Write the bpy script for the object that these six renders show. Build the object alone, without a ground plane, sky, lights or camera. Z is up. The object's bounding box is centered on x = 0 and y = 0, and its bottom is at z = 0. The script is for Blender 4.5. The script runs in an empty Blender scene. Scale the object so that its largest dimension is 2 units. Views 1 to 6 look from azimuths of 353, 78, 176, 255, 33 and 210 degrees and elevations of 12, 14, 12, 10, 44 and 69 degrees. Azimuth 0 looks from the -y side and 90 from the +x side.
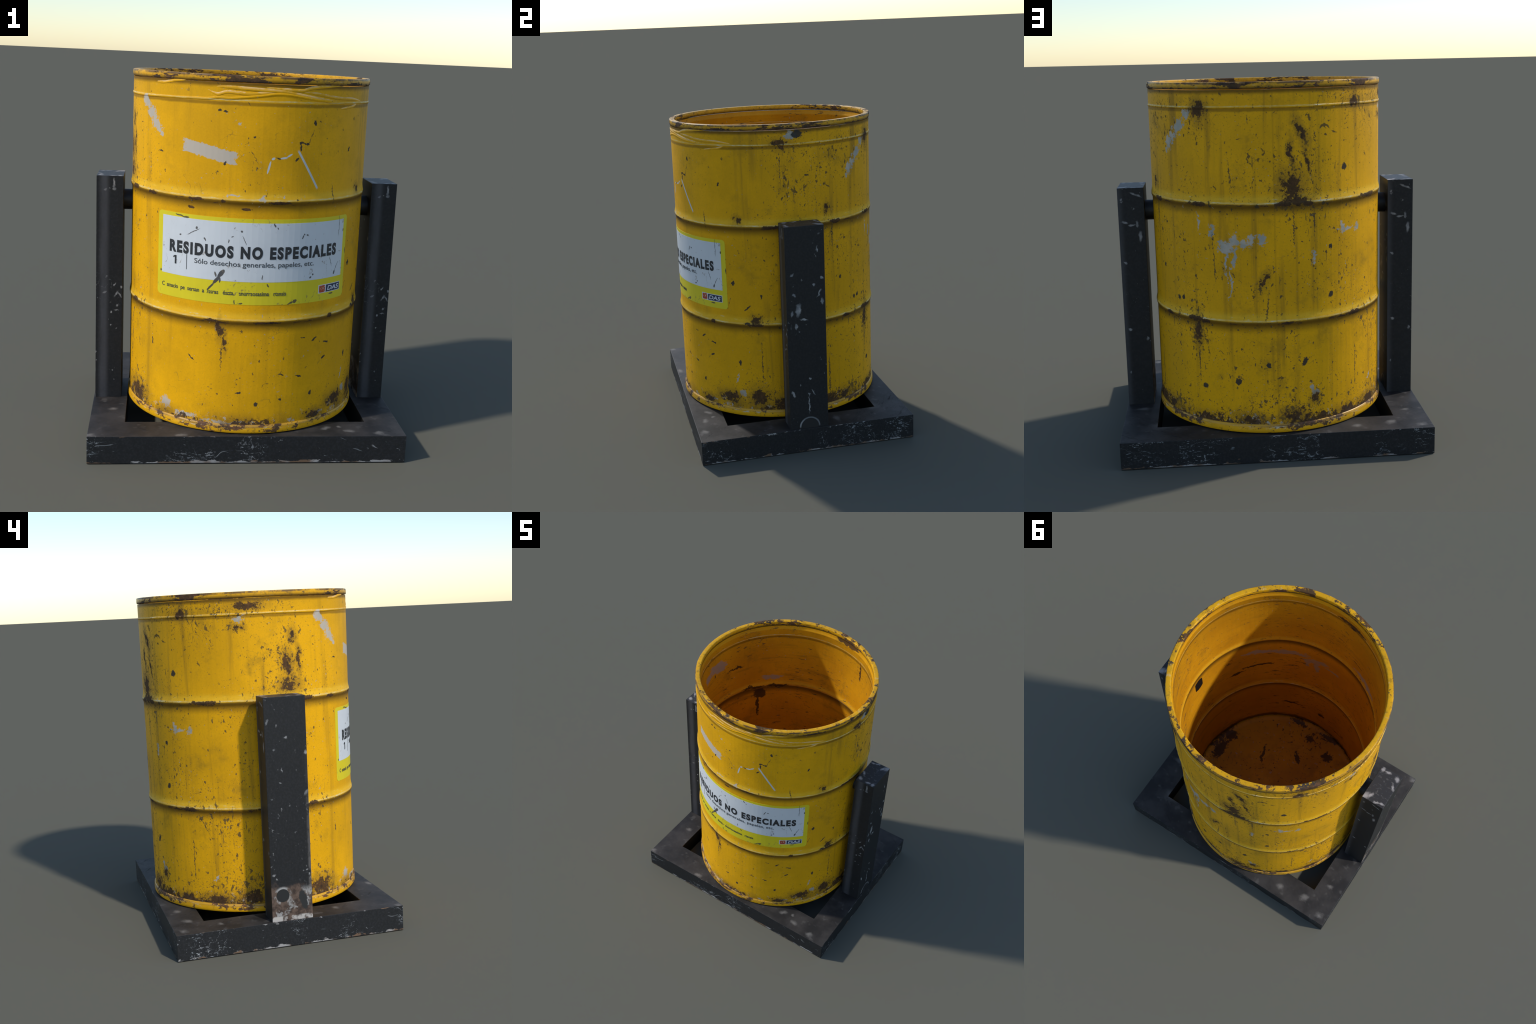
"""A tilting waste bin: a worn yellow steel drum hung on two pins between two
black steel posts that stand on a rectangular black steel frame."""
import bpy, bmesh, math, random
from mathutils import Vector

random.seed(7)

# ------------------------------------------------------------------ sizes
R = 0.6445            # outer radius of the drum wall
R_IN = 0.616          # inner radius of the drum wall
SEG = 128             # plates round the drum
Z_BOT, Z_TOP = 0.155, 2.0
HOOPS = (1.385, 0.765)      # rolling hoops
BEAD = 1.876                # small bead under the rim
FRAME_X, FRAME_Y, FRAME_H = 0.842, 0.6735, 0.151
HOLE_X, HOLE_Y = 0.6535, 0.4805
POST_X0, POST_X1, POST_Y, POST_TOP = 0.689, 0.835, 0.12, 1.425
PIN_R, PIN_Z = 0.057, 1.281


# ================================================================ node helper
class V:
    """A socket with arithmetic: every operation adds a Math node."""
    def __init__(self, g, s):
        self.g, self.s = g, s

    def __add__(self, o): return self.g.math('ADD', self, o)
    def __radd__(self, o): return self.g.math('ADD', o, self)
    def __sub__(self, o): return self.g.math('SUBTRACT', self, o)
    def __rsub__(self, o): return self.g.math('SUBTRACT', o, self)
    def __mul__(self, o): return self.g.math('MULTIPLY', self, o)
    def __rmul__(self, o): return self.g.math('MULTIPLY', o, self)
    def __truediv__(self, o): return self.g.math('DIVIDE', self, o)
    def min(self, o): return self.g.math('MINIMUM', self, o)
    def max(self, o): return self.g.math('MAXIMUM', self, o)
    def abs(self): return self.g.math('ABSOLUTE', self)
    def clamp(self): return self.g.math('ADD', self, 0.0, clamp=True)


class Graph:
    def __init__(self, name):
        self.mat = bpy.data.materials.new(name)
        self.mat.use_nodes = True
        self.nt = self.mat.node_tree
        self.nt.nodes.clear()
        self.out = self.nt.nodes.new('ShaderNodeOutputMaterial')
        self.bsdf = self.nt.nodes.new('ShaderNodeBsdfPrincipled')
        self.nt.links.new(self.bsdf.outputs[0], self.out.inputs[0])
        tc = self.nt.nodes.new('ShaderNodeTexCoord')
        self.P = V(self, tc.outputs['Object'])

    def new(self, t): return self.nt.nodes.new(t)

    def put(self, socket, v):
        if isinstance(v, V):
            self.nt.links.new(v.s, socket)
        elif isinstance(v, (tuple, list)) and socket.type == 'RGBA' and len(v) == 3:
            socket.default_value = (*v, 1)
        else:
            socket.default_value = v

    def math(self, op, a, b=None, c=None, clamp=False):
        n = self.new('ShaderNodeMath')
        n.operation, n.use_clamp = op, clamp
        for i, x in enumerate((a, b, c)):
            if x is not None:
                self.put(n.inputs[i], x)
        return V(self, n.outputs[0])

    def vmath(self, op, a, b=None):
        n = self.new('ShaderNodeVectorMath')
        n.operation = op
        self.put(n.inputs[0], a)
        if b is not None:
            self.put(n.inputs[1], b)
        return V(self, n.outputs['Value' if op in ('LENGTH', 'DOT_PRODUCT') else 'Vector'])

    def sep(self, v):
        n = self.new('ShaderNodeSeparateXYZ')
        self.put(n.inputs[0], v)
        return [V(self, o) for o in n.outputs]

    def comb(self, x, y, z):
        n = self.new('ShaderNodeCombineXYZ')
        for s, v in zip(n.inputs, (x, y, z)):
            self.put(s, v)
        return V(self, n.outputs[0])

    def scaled(self, v, s):
        return self.vmath('MULTIPLY', v, tuple(s) if isinstance(s, (tuple, list)) else (s, s, s))

    def noise(self, v, scale=1.0, detail=3.0, rough=0.55, shift=0.0, color=False, stretch=None):
        if stretch:
            v = self.scaled(v, stretch)
        if shift:
            v = self.vmath('ADD', v, (shift, shift * 1.7, shift * 0.6))
        n = self.new('ShaderNodeTexNoise')
        self.put(n.inputs['Vector'], v)
        n.inputs['Scale'].default_value = scale
        n.inputs['Detail'].default_value = detail
        n.inputs['Roughness'].default_value = rough
        return V(self, n.outputs[1 if color else 0])

    def step(self, x, a, b):
        """smooth 0..1 as x goes from a to b (b may be below a)"""
        n = self.new('ShaderNodeMapRange')
        n.interpolation_type = 'SMOOTHSTEP'
        self.put(n.inputs[0], x)
        flip = b < a
        lo, hi = (b, a) if flip else (a, b)
        n.inputs[1].default_value, n.inputs[2].default_value = lo, hi
        n.inputs[3].default_value, n.inputs[4].default_value = (1, 0) if flip else (0, 1)
        return V(self, n.outputs[0])

    def mix(self, f, a, b, mode='MIX'):
        n = self.new('ShaderNodeMix')
        n.data_type, n.blend_type = 'RGBA', mode
        self.put(n.inputs[0], f)
        self.put(n.inputs[6], a)
        self.put(n.inputs[7], b)
        return V(self, n.outputs[2])

    def normal(self):
        n = self.new('ShaderNodeNewGeometry')
        return self.sep(V(self, n.outputs['True Normal']))

    def warp(self, v, scale, amount, shift=0.0, detail=4):
        c = self.noise(v, scale, detail, 0.6, shift, color=True)
        return self.vmath('ADD', v, self.scaled(self.vmath('SUBTRACT', c, (0.5, 0.5, 0.5)), amount))

    def spots(self, w, marks):
        """smallest elliptical distance (1 = on the outline) from the point w
        of the unrolled surface to a list of (u, v, half_u, half_v, turn)"""
        d = None
        w = self.flat(w)
        for m in marks:
            p, q = self.axes(w, m)
            l = self.math('MULTIPLY_ADD', q, q, p * p)
            d = l if d is None else d.min(l)
        return self.math('SQRT', d)

    def flat(self, w):
        x, y, _ = self.sep(w)
        return self.comb(x, y, 1.0)

    def axes(self, w, mark):
        """position along the two half axes of a turned mark; w is (u, v, 1)"""
        u, v, ru, rv, turn = mark
        c, s = math.cos(math.radians(turn)), math.sin(math.radians(turn))
        return (self.vmath('DOT_PRODUCT', w, (c / ru, s / ru, -(u * c + v * s) / ru)),
                self.vmath('DOT_PRODUCT', w, (-s / rv, c / rv, (u * s - v * c) / rv)))

    def box(self, w, u, v, ru, rv, turn):
        p, q = self.axes(self.flat(w), (u, v, ru, rv, turn))
        return p.abs().max(q.abs())

    def finish(self, color, rough=0.5, bump=None, bump_dist=0.002, bump_strength=0.5, spec=None, metallic=None):
        self.put(self.bsdf.inputs['Base Color'], color)
        self.put(self.bsdf.inputs['Roughness'], rough)
        if spec is not None:
            self.put(self.bsdf.inputs['Specular IOR Level'], spec)
        if metallic is not None:
            self.put(self.bsdf.inputs['Metallic'], metallic)
        if bump is not None:
            n = self.new('ShaderNodeBump')
            n.inputs['Strength'].default_value = bump_strength
            n.inputs['Distance'].default_value = bump_dist
            self.put(n.inputs['Height'], bump)
            self.nt.links.new(n.outputs[0], self.bsdf.inputs['Normal'])
        return self.mat


def arc(marks):
    """(degrees round the drum, height, half sizes, turn) -> unrolled metres"""
    return [(math.radians(t) * R, z, a, b, r) for (t, z, a, b, r) in marks]


# ================================================================ paint colours
YELLOW = (0.88, 0.435, 0.006)
YELLOW_DULL = (0.73, 0.365, 0.006)
RUST = (0.070, 0.038, 0.020)
RUST_RED = (0.125, 0.058, 0.027)
CHIP = (0.038, 0.038, 0.036)
PRIMER = (0.52, 0.465, 0.40)
PRIMER_GREY = (0.36, 0.37, 0.34)

# --- marks on the drum wall: (degrees, height, half width, half height, turn)
RUST_PATCHES = [
    (-172, 1.475, .060, .065, 0), (-170, 1.400, .070, .028, 0), (-167.5, 1.755, .020, .060, 25),
    (-172, 1.640, .012, .060, 0), (-164, 1.60, .010, .070, 14),
    (-82, 1.585, .030, .060, 10), (-81, 1.465, .050, .040, 0), (-79, 1.745, .022, .035, 0),
    (-76, 1.61, .014, .060, 0), (-107, 1.81, .030, .016, 0), (-102, 1.925, .075, .022, 0),
    (141, .700, .022, .070, 0), (-16, .715, .013, .050, 0), (-13.8, .645, .010, .050, 0), (82.5, 1.885, .050, .028, 0),
    (66, .80, .034, .026, 0), (108, 1.47, .020, .030, 0), (175, 1.0, .016, .042, -28),
    (-105, .245, .055, .050, 0), (-124, .225, .060, .036, 0), (-66, .255, .085, .050, 0),
    (67, .285, .060, .052, 0), (48, .27, .075, .042, 0), (81, .25, .075, .040, 0),
    (119, .235, .050, .035, 0), (-162, .33, .022, .030, 0), (-173, .245, .050, .036, 0),
    (33, .225, .055, .026, 0), (145, 1.86, .035, .050, 0), (-137, 1.89, .045, .030, 0),
    (-123, .21, .07, .03, 0), (168, .22, .05, .03, 0), (58, 1.42, .022, .030, 0),
    (-90, 1.16, .022, .060, 0), (-88, 1.07, .020, .030, 0),
]
HOOP_RUST = [
    (143, 1.386, .062, .012, 0), (113.5, 1.386, .040, .013, 0), (-127, 1.388, .085, .012, 0),
    (-176, 1.388, .050, .013, 0), (-164, 1.385, .030, .012, 0), (140, .766, .050, .014, 0),
    (120.5, .764, .034, .011, 0), (-175, .762, .035, .010, 0), (-138, .764, .050, .013, 0),
    (77, 1.386, .06, .010, 0), (66, .766, .06, .010, 0), (146, .762, .03, .012, 0),
    (-55, 1.383, .030, .010, 0), (-29, 1.384, .035, .008, 0), (-16, 1.384, .012, .008, 0),
    (9, 1.383, .055, .007, 0), (-72, 1.388, .05, .012, 0), (-20, .764, .03, .010, 0),
    (5, .760, .08, .006, 0), (-70, .768, .04, .012, 0), (40, .768, .02, .012, 0),
    (-31.7, 1.338, .020, .006, -8), (-5.5, 1.346, .026, .007, 0), (-95, .764, .11, .008, 0),
]
DARK_CHIPS = [
    (17.9, 1.682, .010, .007, 0), (21.2, 1.676, .010, .006, 0), (19.6, 1.679, .020, .003, -8),
    (18, 1.664, .004, .022, 5), (18.0, 1.652, .006, .010, 0), (24.4, 1.78, .007, .013, 25),
    (16.3, 1.599, .004, .013, -35), (7.5, 1.606, .014, .004, -8), (-3.5, 1.704, .006, .006, 0),
    (-16.6, 1.824, .011, .005, -15), (-19, 1.829, .010, .005, -15), (-16.0, 1.570, .004, .012, -25),
    (47.6, 1.645, .008, .014, -30), (-29.4, .55, .022, .004, -42), (31, .65, .020, .005, 30),
    (38.9, .62, .022, .004, -15), (13.9, .477, .014, .004, -18), (2.2, .318, .010, .013, -20),
    (30.3, .352, .008, .015, 0), (-6.1, .379, .013, .005, 5), (37.5, .537, .017, .006, 15),
    (23, .458, .018, .004, -15), (24.2, .667, .016, .003, -5), (13.9, .337, .008, .007, 0),
    (-49.6, 1.603, .016, .004, -10), (128.6, .863, .011, .013, 20), (131.8, .869, .011, .012, -20),
    (116.8, 1.024, .010, .010, 0), (-144, 1.557, .016, .018, 0), (144, .396, .018, .014, 0),
    (161.6, .441, .016, .022, -30), (176, .532, .012, .014, 0), (-166.7, .541, .014, .026, -30),
    (-152.6, .889, .014, .016, -30), (-152.7, 1.148, .010, .010, 0), (69.7, .951, .005, .016, 0),
    (61.6, .872, .005, .026, -50), (54, 1.03, .009, .015, -20), (56.2, .508, .008, .018, 10),
    (96.4, 1.689, .016, .007, 0), (-53, .58, .004, .022, 8), (61, .775, .022, .006, 12),
    (92, 1.935, .030, .022, 0),
]
HAIRLINES = [
    (23.2, 1.722, .0022, .042, -22), (-3, 1.606, .0024, .046, 30), (82.2, 1.75, .0030, .120, 0),
    (69, .52, .0034, .130, 0), (108, .40, .0050, .150, 0), (111.5, 1.31, .0040, .080, 0),
    (-14.6, .57, .0045, .080, 0), (141, .55, .0045, .110, 0), (160, 1.54, .0035, .10, 4),
    (-161, 1.28, .0035, .08, 0), (-171, 1.27, .0035, .09, 0), (51, .905, .0026, .035, -20),
    (151, 1.1, .0040, .13, 3), (-76, .50, .006, .12, 0), (-130, .68, .003, .10, 30), (37, 1.43, .0022, .05, 10),
    (176, .84, .004, .09, -6), (-137, .47, .004, .12, 0), (-57, 1.52, .0022, .07, 0),
]
WHITE_PATCHES = [
    (-61.5, 1.840, .026, .036, 38), (-57.5, 1.792, .034, .038, 40), (-53.5, 1.738, .034, .054, 42), (-50.5, 1.700, .016, .030, 42),
    (138, 1.84, .022, .042, -42), (132.5, 1.775, .030, .058, -44), (126.5, 1.70, .028, .060, -42), (123, 1.65, .012, .03, -42),
    (157, 1.168, .042, .034, 0), (161.5, 1.195, .026, .034, 0), (166, 1.185, .020, .024, 20),
    (169, 1.203, .018, .028, 0), (173.5, 1.214, .026, .026, 10), (157.2, 1.095, .007, .085, 0),
    (161, 1.115, .008, .055, 0), (159.2, .96, .0055, .080, 0), (-145, 1.232, .020, .026, 0),
    (-135.2, 1.219, .017, .022, 0), (-143, 1.231, .055, .007, 0), (-161.6, 1.105, .010, .030, 0),
    (-106, 1.855, .036, .016, 0), (88.5, 1.934, .024, .020, 20), (-161.8, .365, .026, .024, 0),
    (-43, .262, .036, .034, 0), (-32, .232, .070, .012, 0), (150, 1.245, .014, .03, 0),
    (-10, .212, .16, .009, 0), (45, .262, .030, .020, 30), (35, .228, .05, .012, 0), (57, .305, .020, .026, 20),
    (1.6, 1.402, .017, .012, 0), (-162.8, .40, .018, .016, 0), (143, 1.285, .008, .050, 0),
    (10.5, 1.415, .008, .004, 0), (-12, 1.415, .030, .005, 0), (-9.6, 1.770, .006, .011, -15),
    (54, .41, .005, .03, -30), (-124, .36, .02, .006, 60),
]
WHITE_LINES = [      # straight fresh scratches down to bright metal
    (22.1, 1.548, .0058, .116, 32), (3.4, 1.560, .0052, .034, -14), (5.2, 1.603, .010, .006, 25),
    (10.0, 1.607, .019, .0050, 8), (12.6, 1.620, .017, .0045, 30),
]


def drum_paint(name, inside=False):
    """Worn yellow paint; every mark is placed on the unrolled wall."""
    g = Graph(name)
    P = g.P
    x, y, z = g.sep(P)
    u = g.math('ARCTAN2', x, 0.0 - y) * R
    W = g.comb(u, z, 0.0)
    edge = g.warp(P, 30, 0.048, detail=6)               # ragged outlines
    jit = g.vmath('SUBTRACT', g.warp(edge, 11, 0.050, 6.0, 2), P)
    jx, jy, jz = g.sep(jit)
    W_rag = g.comb(u + jx + jy * 0.6, z + jz, 0.0)
    cj = g.vmath('SUBTRACT', g.warp(P, 75, 0.020, 3.0, 4), P)
    cx_, cy_, cz_ = g.sep(cj)
    W_chip = g.comb(u + cx_ + cy_, z + cz_, 0.0)
    W_soft = g.comb(u + (jx + jy) * 0.16, z + jz * 0.22, 0.0)

    tone = g.noise(P, 2.4, 4, 0.6)
    runs = g.noise(P, 1.0, 5, 0.62, stretch=(16, 16, 0.9) if not inside else (2, 2, 22))
    fine = g.noise(P, 120, 3, 0.7)
    grit = g.noise(P, 40, 7, 0.80, 3.1, stretch=None if not inside else (0.30, 0.30, 1.3))
    grain = (grit - 0.5) * 2.3
    front = g.step(g.math('ABSOLUTE', u), 0.95, 0.45)      # the front is cleaner
    col = g.mix(g.step(tone, .36, .66), YELLOW_DULL, YELLOW) if not inside else g.mix(g.step(tone, .36, .66), (0.66, 0.285, 0.009), (0.80, 0.365, 0.010))  # inside yellow tinted orange for light bouncing between the walls
    col = g.mix(g.step(fine, .35, .75) * 0.18, col, (0.42, 0.20, 0.008))
    # brown runs of dirt
    dirt = g.step(runs, .52, .76) * (0.62 - front * 0.42)
    col = g.mix(dirt, col, (0.21, 0.115, 0.018))
    blot = g.step(g.noise(P, 5.5, 6, 0.68, 9.0), .53, .75) * (0.55 - front * 0.3)
    col = g.mix(blot, col, (0.26, 0.15, 0.018))

    # baked shading painted dark brown below each hoop, the bead and the rim
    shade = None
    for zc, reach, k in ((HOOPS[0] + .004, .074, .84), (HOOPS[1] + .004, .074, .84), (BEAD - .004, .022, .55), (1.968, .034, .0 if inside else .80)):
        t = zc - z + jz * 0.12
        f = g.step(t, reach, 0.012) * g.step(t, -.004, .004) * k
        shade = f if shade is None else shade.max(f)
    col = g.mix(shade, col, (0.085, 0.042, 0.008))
    # highlights of the hoop crowns and bead, put into the colour as paler stripes
    crown, line_ = None, None
    for zc, reach in ((HOOPS[0] + .028, .036), (HOOPS[1] + .028, .036)):
        f = g.step((z - zc).abs(), reach, 0.0)
        crown = f if crown is None else crown.max(f)
    for zc, half in ((HOOPS[0] + .0105, .0065), (HOOPS[1] + .0105, .0065), (BEAD + .0045, .005)):
        f = g.step((z - zc + jz * .10).abs(), half, half * .3)
        line_ = f if line_ is None else line_.max(f)
    pale = g.noise(P, 1.0, 5, 0.7, 5.0, stretch=(14, 14, 60))
    col = g.mix(crown * (0.40 + g.step(pale, .45, .65) * 0.25), col, (0.90, 0.54, 0.035))
    col = g.mix(crown * g.step(pale, .62, .70) * 0.6, col, (0.66, 0.60, 0.36))
    col = g.mix(line_ * (0.25 + g.step(pale, .42, .60) * .5), col, (0.80, 0.62, 0.22))
    col = g.mix(line_ * g.step(pale, .56, .66) * .7, col, (0.66, 0.64, 0.52))

    # small dark chips and scratches all over
    dens = g.noise(P, 3.0, 4, 0.6, 1.3)
    if inside:
        dr = None
        dens2 = (dens - 0.5) * 0.30
    else:
        dr = g.spots(W_rag, arc(RUST_PATCHES))
        dens2 = (dens - 0.5) * 0.28 + 0.015 - front * 0.055 + g.step(dr, 4.5, 1.0) * .045 + g.step(z, .50, .22) * .02
    sp1 = g.step(g.noise(P, 42, 3.5, 0.62, 7.7, stretch=(1, 1, .75) if not inside else (.3, .3, 1.3)) + dens2, .650, .680)
    sp2 = g.step(g.noise(P, 105, 2.5, 0.6, 2.2, stretch=None if not inside else (.3, .3, 1.3)) + dens2, .665, .700)
    hatch = g.noise(g.warp(P, 7, .25, 4.0, 2), 1.0, 3, 0.6, 1.0, stretch=(20, 20, 48) if not inside else (8, 8, 90))
    sp3 = g.step(hatch + dens2 * 0.8, .700, .730)
    vert = g.noise(P, 1.0, 4, 0.66, 6.0, stretch=(60, 60, 9) if not inside else (8, 8, 70))
    sp4 = g.step(vert + (dens - .5) * .35 - front * .07, .670, .705)
    specks = sp1.max(sp2 * 0.8).max(sp3).max(sp4 * 0.85)
    pick = g.noise(P, 9, 2, 0.5, 12.0)
    col = g.mix(specks * 0.80, col, g.mix(g.step(pick, .56, .66), (0.045, 0.043, 0.034), (0.10, 0.062, 0.025)))
    pale_sp = g.step(g.noise(P, 64, 3, 0.6, 15.0) + (dens - .5) * .15, .690, .725)
    col = g.mix(pale_sp * 0.7, col, PRIMER_GREY)
    hair = g.noise(g.warp(P, 4, .3, 8.0, 3), 7.0, 2, .5, 3.3)
    hl = g.step((hair - .5).abs(), .0045, .0015) * g.step(g.noise(P, 5, 2, .5, 20.0), .55, .66)
    col = g.mix(hl * 0.45, col, (0.15, 0.10, 0.03))

    if not inside:
        dw = g.spots(W_rag, arc(WHITE_PATCHES))
        white = g.step((1.0 - dw) * 0.52 + grain * 1.15 + 0.03, .02, .10) * g.step(dw, 2.1, 1.4)
        patch = g.box(W_chip, math.radians(-23.6) * R, 1.622, .140, .031, -11.5)
        white = white.max(g.step(patch + grain * .20 + (g.noise(P, 55, 2, .5, 33.0) - .5) * .55, 1.06, .98))
        line = g.step(g.spots(W, arc(WHITE_LINES)) - grain * .08, 1.06, .86)
        long_line = g.step(g.box(W, math.radians(22.1) * R, 1.548, .0055, .114, 32.5), 1.05, .9)
        tint = g.noise(P, 14, 4, .6, 2.0)
        bright = g.mix(g.step(tint, .4, .62), PRIMER_GREY, PRIMER)
        bright = g.mix(front, bright, PRIMER)
        col = g.mix(white * 0.92, col, bright)
        # rust, with a soft stain round it and grime gathered over the foot
        halo = g.step(dr, 2.4, .7) * (.30 + g.step(tone, .40, .60) * .25)
        col = g.mix(halo, col, (0.20, 0.115, 0.022))
        gather = g.step(z, .29, .205) * g.step(g.noise(P, 1.0, 5, .7, 27.0, stretch=(9, 9, 5)), .36, .62)
        col = g.mix(gather * .65, col, (0.15, 0.085, 0.022))
        flecks = g.step(g.noise(P, 26, 6, .75, 51.0) - (z - .2) * .9, .545, .585) * g.step(z, .34, .22)
        col = g.mix(flecks * .75, col, bright)
        rust = g.step((0.92 - dr) * 0.60 + grain * 1.12, .0, .08) * g.step(dr, 2.4, 1.6)
        dh = g.spots(W_soft, arc(HOOP_RUST))
        rust = rust.max(g.step((1.0 - dh) * 0.6 + grain * .9, -.02, .06) * g.step(dh, 2.2, 1.5))
        low = (z - 0.200) / 0.115
        lown = g.noise(P, 4.0, 5, .7, 17.0)
        rust_low = g.step((lown - .49) * 3.2 + 0.30 - low * 0.95 + grain * 1.0 - front * .20, .08, .18) * g.step(z, .42, .36)
        rust = rust.max(rust_low)
        hb = g.step((z - HOOPS[0] + .006).abs(), .014, .004).max(g.step((z - HOOPS[1] + .004).abs(), .014, .004))
        rust = rust.max(hb * g.step(g.noise(P, 1.0, 4, .68, 31.0, stretch=(11, 11, 45)) - front * .03, .56, .61))
        rcol = g.mix(g.step(g.noise(P, 22, 5, .7, 40.0), .48, .70), RUST, RUST_RED)
        rcol = g.mix(g.step(g.noise(P, 60, 3, .7, 44.0), .50, .64) * .7, rcol, (0.024, 0.018, 0.016))
        col = g.mix(rust * 0.95, col, rcol)
        chips = g.step(g.spots(W_chip, arc(DARK_CHIPS)) - grain * .9, 1.12, .92)
        hairs = g.step(g.spots(W_chip, arc(HAIRLINES)) - grain * 2.2, 1.0, .7)
        col = g.mix(chips.max(hairs * .85) * 0.95, col, CHIP)
        col = g.mix(line.max(long_line), col, (0.57, 0.59, 0.60))
        seam = g.step(u, -(math.pi * R) + .012, -(math.pi * R)) + g.step(u, math.pi * R - .004, math.pi * R)
        col = g.mix(seam * 0.25, col, (0.25, 0.13, 0.012))
        wear = rust.max(chips).max(specks)
    else:
        # inside: smeared scuffs at mid height, rust stains, a dirty foot
        smear = arc([(-90, 1.745, .10, .040, 10), (-78, 1.73, .05, .03, 0), (45, 1.240, .12, .018, 4), (25, 1.225, .13, .020, 0),
                     (8, 1.185, .08, .020, -12), (-4, 1.160, .05, .014, 0), (7, 1.11, .020, .060, 0),
                     (14, 1.14, .016, .050, 0), (-137, 1.480, .075, .016, 0), (-30, 1.45, .10, .02, 0)])
        ds = g.spots(W_rag, smear)
        sm = g.step((1.25 - ds) * .7 + grain, .0, .2) * g.step(ds, 1.9, 1.4)
        col = g.mix(sm * .8, col, (0.40, 0.33, 0.28))
        stain = arc([(-122, 1.40, .090, .014, 0), (-142, 1.395, .075, .014, 0), (-128, 1.33, .060, .045, 0),
                     (-127, 1.20, .012, .090, 0), (165, 1.955, .12, .018, 0), (-13, 1.885, .10, .018, 0),
                     (60, 1.02, .055, .010, 0), (45, 1.06, .12, .012, 0), (22, .446, .07, .008, 0), (0, .40, .03, .014, 0),
                     (150, 1.80, .010, .080, 0), (-108, 1.64, .06, .010, 5), (-100, .72, .12, .012, 0), (-170, .75, .2, .01, 0)])
        dr = g.spots(W_rag, stain)
        rust = g.step((1.15 - dr) * .8 + grain, .02, .12) * g.step(dr, 2.1, 1.5)
        rust = rust.max(g.step((z - .212) / .07 + grain * .8 - (tone - .5) * 2, .35, -.1) * .85)
        col = g.mix(rust * .9, col, (0.050, 0.026, 0.015))
        wear = rust.max(specks)
    rough = 0.46 + wear * 0.35 + (fine - .5) * 0.15
    return g.finish(col, rough, bump=fine, bump_dist=0.0006, bump_strength=0.3, spec=.13)


def rim_paint(name, z0, z1, amount):
    """Paint knocked off a rolled edge, rust showing through."""
    g = Graph(name)
    P = g.P
    x, y, z = g.sep(P)
    tone = g.noise(P, 3, 4, .6)
    col = g.mix(g.step(tone, .38, .64), YELLOW_DULL, YELLOW)
    patch = g.noise(P, 1.0, 6, .68, 4.4, stretch=(8, 8, 26))
    big = g.noise(P, 2.1, 3, .6, 6.1)
    low = g.step(z, z0 + (z1 - z0) * .62, z0 + (z1 - z0) * .08)
    rust = g.step(patch + (big - .5) * .40 + low * .05, amount, amount + .03)
    rub = g.step(g.noise(P, 1.0, 5, .7, 8.0, stretch=(20, 20, 60)), .60, .68)
    r = g.vmath('LENGTH', g.comb(x, y, 0.0))
    lip = g.step(r, .6415, .6465) * g.step(z, z1 - .016, z1 - .006) * g.step(g.noise(P, 1.0, 5, .7, 21.0, stretch=(12, 12, 12)), .40, .54)
    mott = g.step(g.noise(P, 34, 5, .72, 17.0), .50, .66)
    col = g.mix(rub * .55, col, (0.62, 0.52, 0.30))
    col = g.mix(g.step(g.noise(P, 30, 5, .7, 2.0), .52, .74) * .6, col, (0.23, 0.13, 0.02))
    col = g.mix(.12 + mott * .45, col, (0.22, 0.125, 0.022))
    col = g.mix(lip * .85, col, (0.085, 0.050, 0.034))
    col = g.mix(low * .80, col, (0.060, 0.032, 0.010))
    rc = g.mix(g.step(g.noise(P, 26, 4, .7), .42, .66), (0.032, 0.020, 0.017), (0.105, 0.048, 0.034))
    col = g.mix(rust * .92, col, rc)
    chips = g.step(g.noise(P, 1.0, 5, .7, 11.0, stretch=(26, 26, 60)) + (big - .5) * .15, .60, .64)
    col = g.mix(chips * .9, col, CHIP)
    return g.finish(col, 0.36 + rust * .40, bump=patch, bump_dist=.0015, bump_strength=.3, spec=.25)


def chime_paint(name):
    """Bottom lip: brown grooves above, chipped yellow edge below."""
    g = Graph(name)
    P = g.P
    x, y, z = g.sep(P)
    col = g.mix(g.step(g.noise(P, 3, 4, .6), .38, .64), YELLOW_DULL, YELLOW)
    col = g.mix(g.step(g.noise(P, 30, 5, .7, 2.0), .54, .74) * .6, col, (0.23, 0.13, 0.02))
    lines = g.noise(P, 1.0, 4, .7, 8.0, stretch=(3, 3, 190))
    groove = g.step(z, .184, .192)
    big = g.noise(P, 2.6, 3, .6, 6.1)
    brown = g.mix(g.step(lines, .40, .62), (0.13, 0.065, 0.02), (0.62, 0.33, 0.05))
    col = g.mix(groove * (0.35 + g.step(big, .42, .60) * .5), col, brown)
    rub = g.step(g.noise(P, 1.0, 5, .7, 9.0, stretch=(22, 22, 70)), .54, .64)
    col = g.mix(rub * g.step((z - .186).abs(), .010, .003) * .8, col, (0.60, 0.55, 0.42))
    patch = g.noise(P, 1.0, 6, .72, 4.4, stretch=(15, 15, 24))
    rust = g.step(patch + (big - .5) * .5 - g.step(z, .178, .158) * .09, .535, .565)
    rc = g.mix(g.step(g.noise(P, 26, 4, .7), .42, .62), (0.050, 0.028, 0.020), (0.14, 0.055, 0.030))
    col = g.mix(rust * .93, col, rc)
    chips = g.step(g.noise(P, 48, 4, .65, 11.0), .64, .67)
    col = g.mix(chips * .9, col, CHIP)
    return g.finish(col, 0.40 + rust * .35, bump=lines, bump_dist=.001, bump_strength=.25, spec=.4)


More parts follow.
